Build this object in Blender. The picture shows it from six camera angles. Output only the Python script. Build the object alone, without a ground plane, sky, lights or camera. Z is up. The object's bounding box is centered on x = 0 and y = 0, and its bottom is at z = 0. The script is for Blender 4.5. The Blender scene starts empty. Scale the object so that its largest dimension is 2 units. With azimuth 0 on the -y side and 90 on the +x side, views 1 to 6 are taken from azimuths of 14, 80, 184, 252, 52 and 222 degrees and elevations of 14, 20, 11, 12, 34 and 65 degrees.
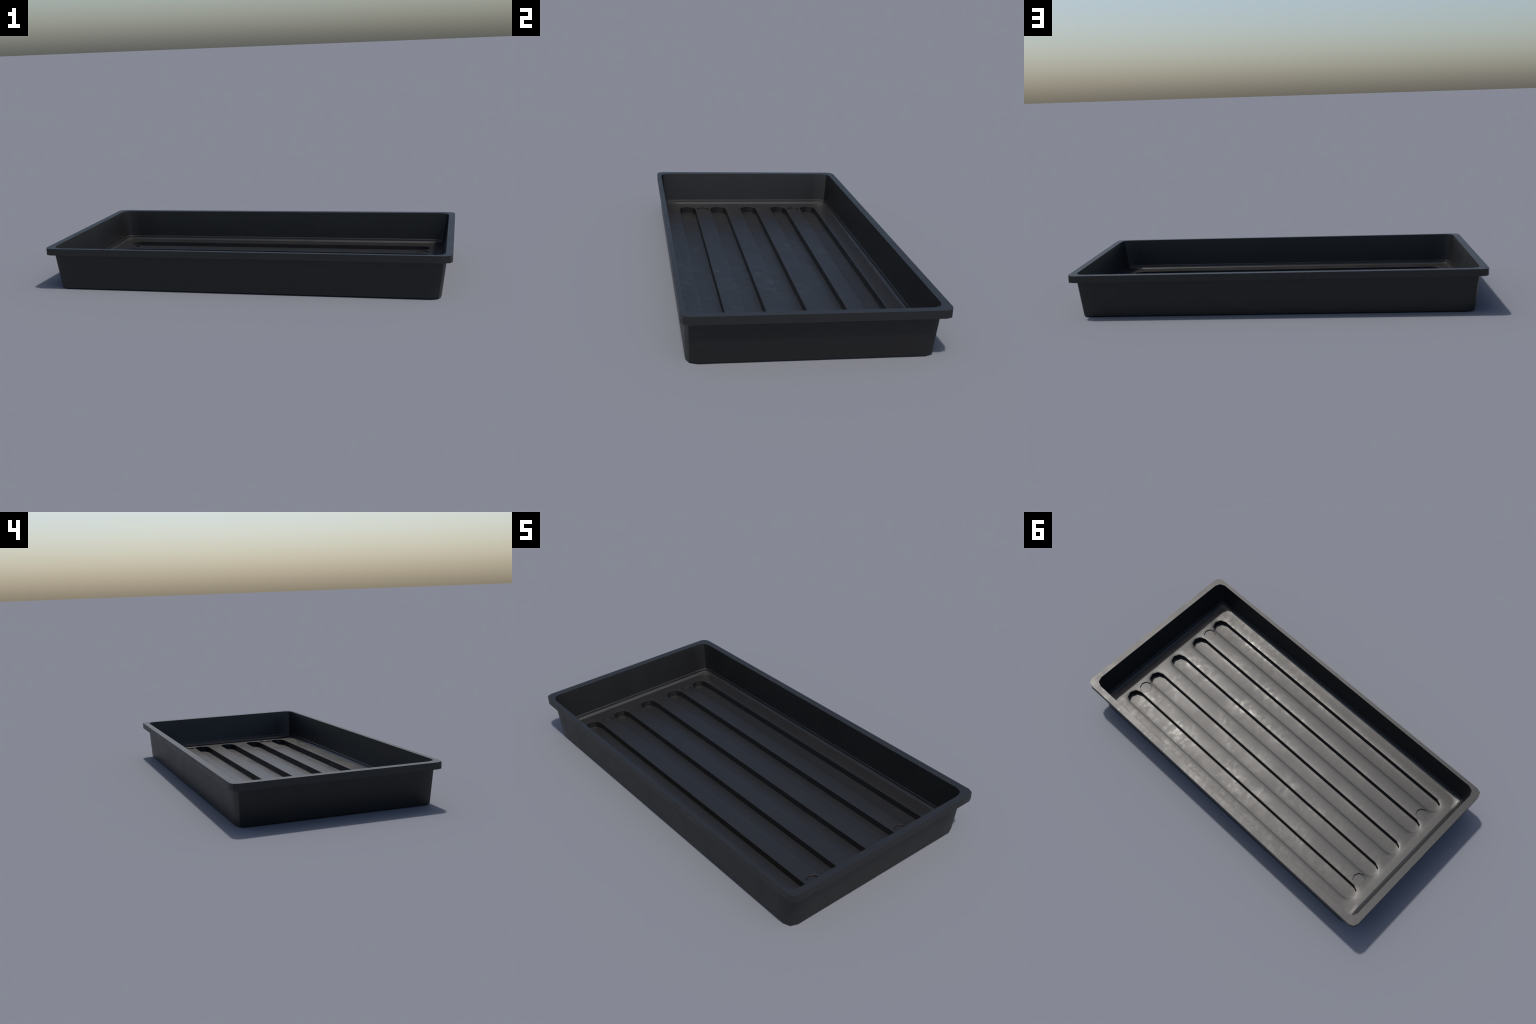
"""Shallow black plastic seed tray: tapered walls, flanged rim, five long drainage
channels in the floor and four shallow octagonal drain marks between them."""
import bpy, bmesh, math

# ----------------------------------------------------------------- dimensions (metres)
HALF_L, HALF_W, HEIGHT = 1.0, 0.5110, 0.2108          # outside of the rim
RIM_UNDERSIDE = 0.1774
RIM_RADIUS = 0.0330
BODY_X, BODY_Y = 0.0024, -0.0066                      # the moulded body sits slightly off the rim's centre
INNER_RADIUS, BODY_RADIUS = 0.0400, 0.0420

OPENING = (0.9659, 0.4843)                            # half sizes of the mouth
OUTER_TOP, OUTER_FOOT = (0.9706, 0.4862), (0.9484, 0.4791)

# inner wall foot: (half x, half y, z, corner radius) from the wall down to the flat floor
FLOOR_Z = 0.0420
FOOT_PROFILE = (                                      # tiny shelf, then a short steep step
    (0.9431, 0.4725, 0.0637, 0.033),
    (0.9404, 0.4702, 0.0619, 0.032),
    (0.9376, 0.4678, 0.0516, 0.031),
)
FILLET_PROFILE = (                                    # a narrow sloping strip, then a soft run-out
    (0.9376, 0.4678, 0.0516, 0.031),
    (0.9252, 0.4586, 0.0436, 0.034),
    (0.9090, 0.4480, 0.0431, 0.040),
    (0.8850, 0.4260, FLOOR_Z, 0.050),
)

# channels
CHANNELS, PITCH, CHANNEL_Y = 5, 0.1711, -0.0049
CHANNEL_R, CHANNEL_BOTTOM_R, CHANNEL_X, CHANNEL_Z = 0.0437, 0.0428, 0.8280, 0.0106
# drain marks
DRAIN_R, DRAIN_DEPTH, DRAIN_X = 0.0345, 0.0060, (-0.8282, 0.8330)
DRAIN_LIP = 0.0016                                    # chamfer round the mark


# ----------------------------------------------------------------- geometry helpers
def rounded_rect(hx, hy, z, r, cx=0.0, cy=0.0, segs=2, ease=0.05):
    """Closed ring, counter-clockwise, `segs` facets per corner; the extra points `ease`
    along each straight keep the corner's soft shading from running down the whole side."""
    ring = []
    for sx, sy, start in ((1, 1, 0), (-1, 1, 90), (-1, -1, 180), (1, -1, 270)):
        ox, oy = cx + sx * (hx - r), cy + sy * (hy - r)
        arc = []
        for i in range(segs + 1):
            a = math.radians(start + 90 * i / segs)
            arc.append((ox + r * math.cos(a), oy + r * math.sin(a), z))
        a = math.radians(start)
        ring.append((arc[0][0] + ease * math.sin(a), arc[0][1] - ease * math.cos(a), z))
        ring += arc
        a = math.radians(start + 90)
        ring.append((arc[-1][0] - ease * math.sin(a), arc[-1][1] + ease * math.cos(a), z))
    return ring


def capsule(x0, x1, y, z, r, segs=4):
    """Ring of a long round-ended channel along x."""
    ring = []
    for x, start in ((x1, -90), (x0, 90)):
        for i in range(segs + 1):
            a = math.radians(start + 180 * i / segs)
            ring.append((x + r * math.cos(a), y + r * math.sin(a), z))
    return ring


def disc_ring(x, y, z, r, n=8):
    return [(x + r * math.cos(2 * math.pi * i / n), y + r * math.sin(2 * math.pi * i / n), z) for i in range(n)]


def add_ring(bm, ring):
    return [bm.verts.new(p) for p in ring]


def bridge(bm, lower, upper, flip=False):
    """Skin two rings of equal count."""
    n = len(lower)
    for i in range(n):
        j = (i + 1) % n
        q = (lower[i], lower[j], upper[j], upper[i])
        bm.faces.new(q[::-1] if flip else q)


def finish(name, bm, material, parent, smooth=33, creases=(), weighted=False):
    me = bpy.data.meshes.new(name)
    bm.normal_update()
    bm.edges.index_update()
    creases = [e.index for e in creases]
    bm.to_mesh(me)
    bm.free()
    me.materials.append(material)
    for p in me.polygons:
        p.use_smooth = True
    me.set_sharp_from_angle(angle=math.radians(smooth))
    for i in creases:
        me.edges[i].use_edge_sharp = True
    ob = bpy.data.objects.new(name, me)
    bpy.context.scene.collection.objects.link(ob)
    ob.parent = parent
    if weighted:
        w = ob.modifiers.new("weighted_normals", "WEIGHTED_NORMAL")
        w.keep_sharp, w.weight = True, 100
    return ob


# ----------------------------------------------------------------- material
def black_plastic(name, worn, with_channel_relief, tone=1.0):
    """Dull black moulded plastic; `worn` scales the cloudy scuffing of its sheen."""
    m = bpy.data.materials.new(name)
    m.use_nodes = True
    nt = m.node_tree
    N, L = nt.nodes, nt.links
    bsdf = N["Principled BSDF"]
    co = N.new("ShaderNodeNewGeometry").outputs["Position"]   # the tray stands at the origin

    def math_node(op, a, b=None, c=None):
        n = N.new("ShaderNodeMath")
        n.operation = op
        for s, v in zip(n.inputs, (a, b, c)):
            if v is None:
                continue
            if isinstance(v, (int, float)):
                s.default_value = v
            else:
                L.new(v, s)
        return n.outputs[0]

    def noise(scale, detail, rough=0.5, stretch=(1, 1, 1), offset=(0, 0, 0)):
        mp = N.new("ShaderNodeMapping")
        mp.inputs["Scale"].default_value = stretch
        mp.inputs["Location"].default_value = offset
        L.new(co, mp.inputs["Vector"])
        n = N.new("ShaderNodeTexNoise")
        n.inputs["Scale"].default_value = scale
        n.inputs["Detail"].default_value = detail
        n.inputs["Roughness"].default_value = rough
        L.new(mp.outputs[0], n.inputs["Vector"])
        return n.outputs["Fac"]

    def span(value, lo, hi, a, b, smooth=True):
        r = N.new("ShaderNodeMapRange")
        r.interpolation_type = "SMOOTHSTEP" if smooth else "LINEAR"
        for s, v in zip(("From Min", "From Max", "To Min", "To Max"), (lo, hi, a, b)):
            r.inputs[s].default_value = v
        L.new(value, r.inputs["Value"])
        return r.outputs["Result"]

    patches = noise(4.5, 4, 0.6)                      # broad areas that are scuffed or clean
    side = N.new("ShaderNodeSeparateXYZ")              # most wear runs along the two long sides
    L.new(co, side.inputs[0])
    patches = math_node("ADD", patches, span(math_node("ABSOLUTE", side.outputs["Y"]), 0.20, 0.44, -0.03, 0.07))
    clouds = noise(28, 6, 0.6, stretch=(1.25, 0.9, 1), offset=(3, 1, 7))       # small cloudy scuffs
    scuff = math_node("MULTIPLY", span(patches, 0.40, 0.64, 0.0, 1.0), span(clouds, 0.40, 0.70, 0.0, 1.0))

    # colour: near-black, scuffs a touch greyer
    mix = N.new("ShaderNodeMix")
    mix.data_type = "RGBA"
    mix.inputs["A"].default_value = (0.0082 * tone, 0.0080 * tone, 0.0084 * tone, 1)
    mix.inputs["B"].default_value = (0.0120 * tone, 0.0118 * tone, 0.0112 * tone, 1)
    L.new(math_node("MULTIPLY", scuff, worn), mix.inputs["Factor"])
    L.new(mix.outputs["Result"], bsdf.inputs["Base Color"])

    # sheen: scuffs are glossier
    rough = math_node("SUBTRACT", 0.46, math_node("MULTIPLY", scuff, 0.12 * worn))
    rough = math_node("ADD", rough, span(noise(9, 2, offset=(9, 4, 2)), 0.3, 0.7, -0.02, 0.02))
    L.new(rough, bsdf.inputs["Roughness"])
    bsdf.inputs["Specular IOR Level"].default_value = 0.53

    # relief
    height = math_node("MULTIPLY", noise(60, 3, 0.5), 0.0002)
    if with_channel_relief:
        # soft rolled lips: signed distance to the nearest channel outline
        sep = N.new("ShaderNodeSeparateXYZ")
        L.new(co, sep.inputs[0])
        y = math_node("SUBTRACT", sep.outputs["Y"], CHANNEL_Y)
        row = math_node("ROUND", math_node("DIVIDE", y, PITCH))
        row = math_node("MINIMUM", math_node("MAXIMUM", row, -2.0), 2.0)
        dy = math_node("SUBTRACT", y, math_node("MULTIPLY", row, PITCH))
        dx = math_node("MAXIMUM", math_node("SUBTRACT", math_node("ABSOLUTE", sep.outputs["X"]), CHANNEL_X), 0.0)
        dist = math_node("SQRT", math_node("ADD", math_node("MULTIPLY", dx, dx), math_node("MULTIPLY", dy, dy)))
        s = math_node("SUBTRACT", dist, CHANNEL_R)
        lip = math_node("MULTIPLY", math_node("TANH", math_node("DIVIDE", s, 0.018)), 0.0017)
        lip = math_node("ADD", lip, math_node("MULTIPLY", math_node("TANH", math_node("DIVIDE", s, 0.004)), 0.0005))
        # only on surfaces that face up
        up = N.new("ShaderNodeSeparateXYZ")
        L.new(N.new("ShaderNodeNewGeometry").outputs["True Normal"], up.inputs[0])
        lip = math_node("MULTIPLY", lip, math_node("GREATER_THAN", up.outputs["Z"], 0.95))
        height = math_node("ADD", height, lip)
    bump = N.new("ShaderNodeBump")
    bump.inputs["Strength"].default_value = 1.0
    bump.inputs["Distance"].default_value = 1.0
    L.new(height, bump.inputs["Height"])
    L.new(bump.outputs["Normal"], bsdf.inputs["Normal"])
    return m


wall_plastic = black_plastic("wall_plastic", 0.35, False, tone=0.6)
rim_plastic = black_plastic("rim_plastic", 0.45, False)
floor_plastic = black_plastic("floor_plastic", 1.0, True)

# ----------------------------------------------------------------- the tray
tray = bpy.data.objects.new("seed_tray", None)
bpy.context.scene.collection.objects.link(tray)
tray["label"] = "shallow black plastic seed tray with five long floor channels"
tray["category"] = "seed tray"


def body(hx, hy, z, r=BODY_RADIUS):
    return rounded_rect(hx, hy, z, r, BODY_X, BODY_Y)


# rim: a flat flange with a square skirt
bm = bmesh.new()
under_in = add_ring(bm, body(OUTER_TOP[0], OUTER_TOP[1], RIM_UNDERSIDE))
under_out = add_ring(bm, rounded_rect(HALF_L, HALF_W, RIM_UNDERSIDE, RIM_RADIUS))
top_out = add_ring(bm, rounded_rect(HALF_L, HALF_W, HEIGHT, RIM_RADIUS))
top_in = add_ring(bm, body(*OPENING, HEIGHT, INNER_RADIUS))
bridge(bm, under_in, under_out)
bridge(bm, under_out, top_out)
bridge(bm, top_out, top_in)
rim = finish("rim", bm, rim_plastic, tray)

# outer wall with a small rounded foot and the underside
bm = bmesh.new()
rings = [add_ring(bm, body(OUTER_FOOT[0] - 0.005, OUTER_FOOT[1] - 0.005, 0.0, BODY_RADIUS - 0.004)),
         add_ring(bm, body(*OUTER_FOOT, 0.0035)),
         add_ring(bm, body(*OUTER_TOP, RIM_UNDERSIDE))]
for lo, hi in zip(rings, rings[1:]):
    bridge(bm, lo, hi)
bm.faces.new(rings[0][::-1])
outer_wall = finish("outer_wall", bm, wall_plastic, tray)

# inner wall, down over a small moulded step to the floor
bm = bmesh.new()
rings = [add_ring(bm, body(*OPENING, HEIGHT, INNER_RADIUS))]
rings += [add_ring(bm, body(*p)) for p in FOOT_PROFILE]
for hi, lo in zip(rings, rings[1:]):
    bridge(bm, hi, lo)
inner_wall = finish("inner_wall", bm, wall_plastic, tray, smooth=26)

# floor: soft run-out, then a flat plate pierced by channels and drain marks
bm = bmesh.new()
rings = [add_ring(bm, body(*p)) for p in FILLET_PROFILE]
for hi, lo in zip(rings, rings[1:]):
    bridge(bm, hi, lo)
channel_rows = [CHANNEL_Y + (i - (CHANNELS - 1) / 2) * PITCH for i in range(CHANNELS)]
drain_spots = [(x, CHANNEL_Y + k * PITCH) for x in DRAIN_X for k in (-1.5, 1.5)]
edges = []


def loop_edges(vs):
    out = []
    for i in range(len(vs)):
        pair = (vs[i], vs[(i + 1) % len(vs)])
        out.append(bm.edges.get(pair) or bm.edges.new(pair))
    return out


edges += loop_edges(rings[-1])
for y in channel_rows:
    edges += loop_edges(add_ring(bm, capsule(-CHANNEL_X, CHANNEL_X, y, FLOOR_Z, CHANNEL_R)))
for x, y in drain_spots:
    edges += loop_edges(add_ring(bm, disc_ring(x, y, FLOOR_Z, DRAIN_R + DRAIN_LIP)))
filled = bmesh.ops.triangle_fill(bm, use_beauty=True, use_dissolve=False, edges=edges, normal=(0, 0, 1))
for f in filled["geom"]:
    if isinstance(f, bmesh.types.BMFace) and f.normal.z < 0:
        f.normal_flip()
# the strip keeps a crisp lower edge along the two short ends only
ends = [e for e in (bm.edges.get((rings[1][i], rings[1][(i + 1) % len(rings[1])])) for i in range(len(rings[1])))
        if abs(e.verts[0].co.x - e.verts[1].co.x) < 1e-6]
floor = finish("floor", bm, floor_plastic, tray, creases=ends, weighted=True)

# channels: all share one mesh
channel_mesh = None
for y in channel_rows:
    if channel_mesh is None:
        bm = bmesh.new()
        lip = add_ring(bm, capsule(-CHANNEL_X, CHANNEL_X, y, FLOOR_Z, CHANNEL_R))
        low = add_ring(bm, capsule(-CHANNEL_X, CHANNEL_X, y, CHANNEL_Z, CHANNEL_BOTTOM_R))
        bridge(bm, lip, low)
        bm.faces.new(low)
        first = finish("channel", bm, floor_plastic, floor, weighted=True)
        channel_mesh, y_first = first.data, y
    else:
        ob = first.copy()
        ob.name = "channel"
        ob.location.y = y - y_first
        bpy.context.scene.collection.objects.link(ob)

# drain marks: shallow octagonal recesses
first = None
for x, y in drain_spots:
    if first is None:
        bm = bmesh.new()
        lip = add_ring(bm, disc_ring(x, y, FLOOR_Z, DRAIN_R + DRAIN_LIP))
        wall = add_ring(bm, disc_ring(x, y, FLOOR_Z - 0.0007, DRAIN_R))
        low = add_ring(bm, disc_ring(x, y, FLOOR_Z - DRAIN_DEPTH, DRAIN_R - 0.0008))
        bridge(bm, wall, low)
        bridge(bm, lip, wall)
        bm.faces.new(low)
        first = finish("drain_mark", bm, floor_plastic, floor, weighted=True)
        origin = (x, y)
    else:
        ob = first.copy()
        ob.name = "drain_mark"
        ob.location.x, ob.location.y = x - origin[0], y - origin[1]
        bpy.context.scene.collection.objects.link(ob)
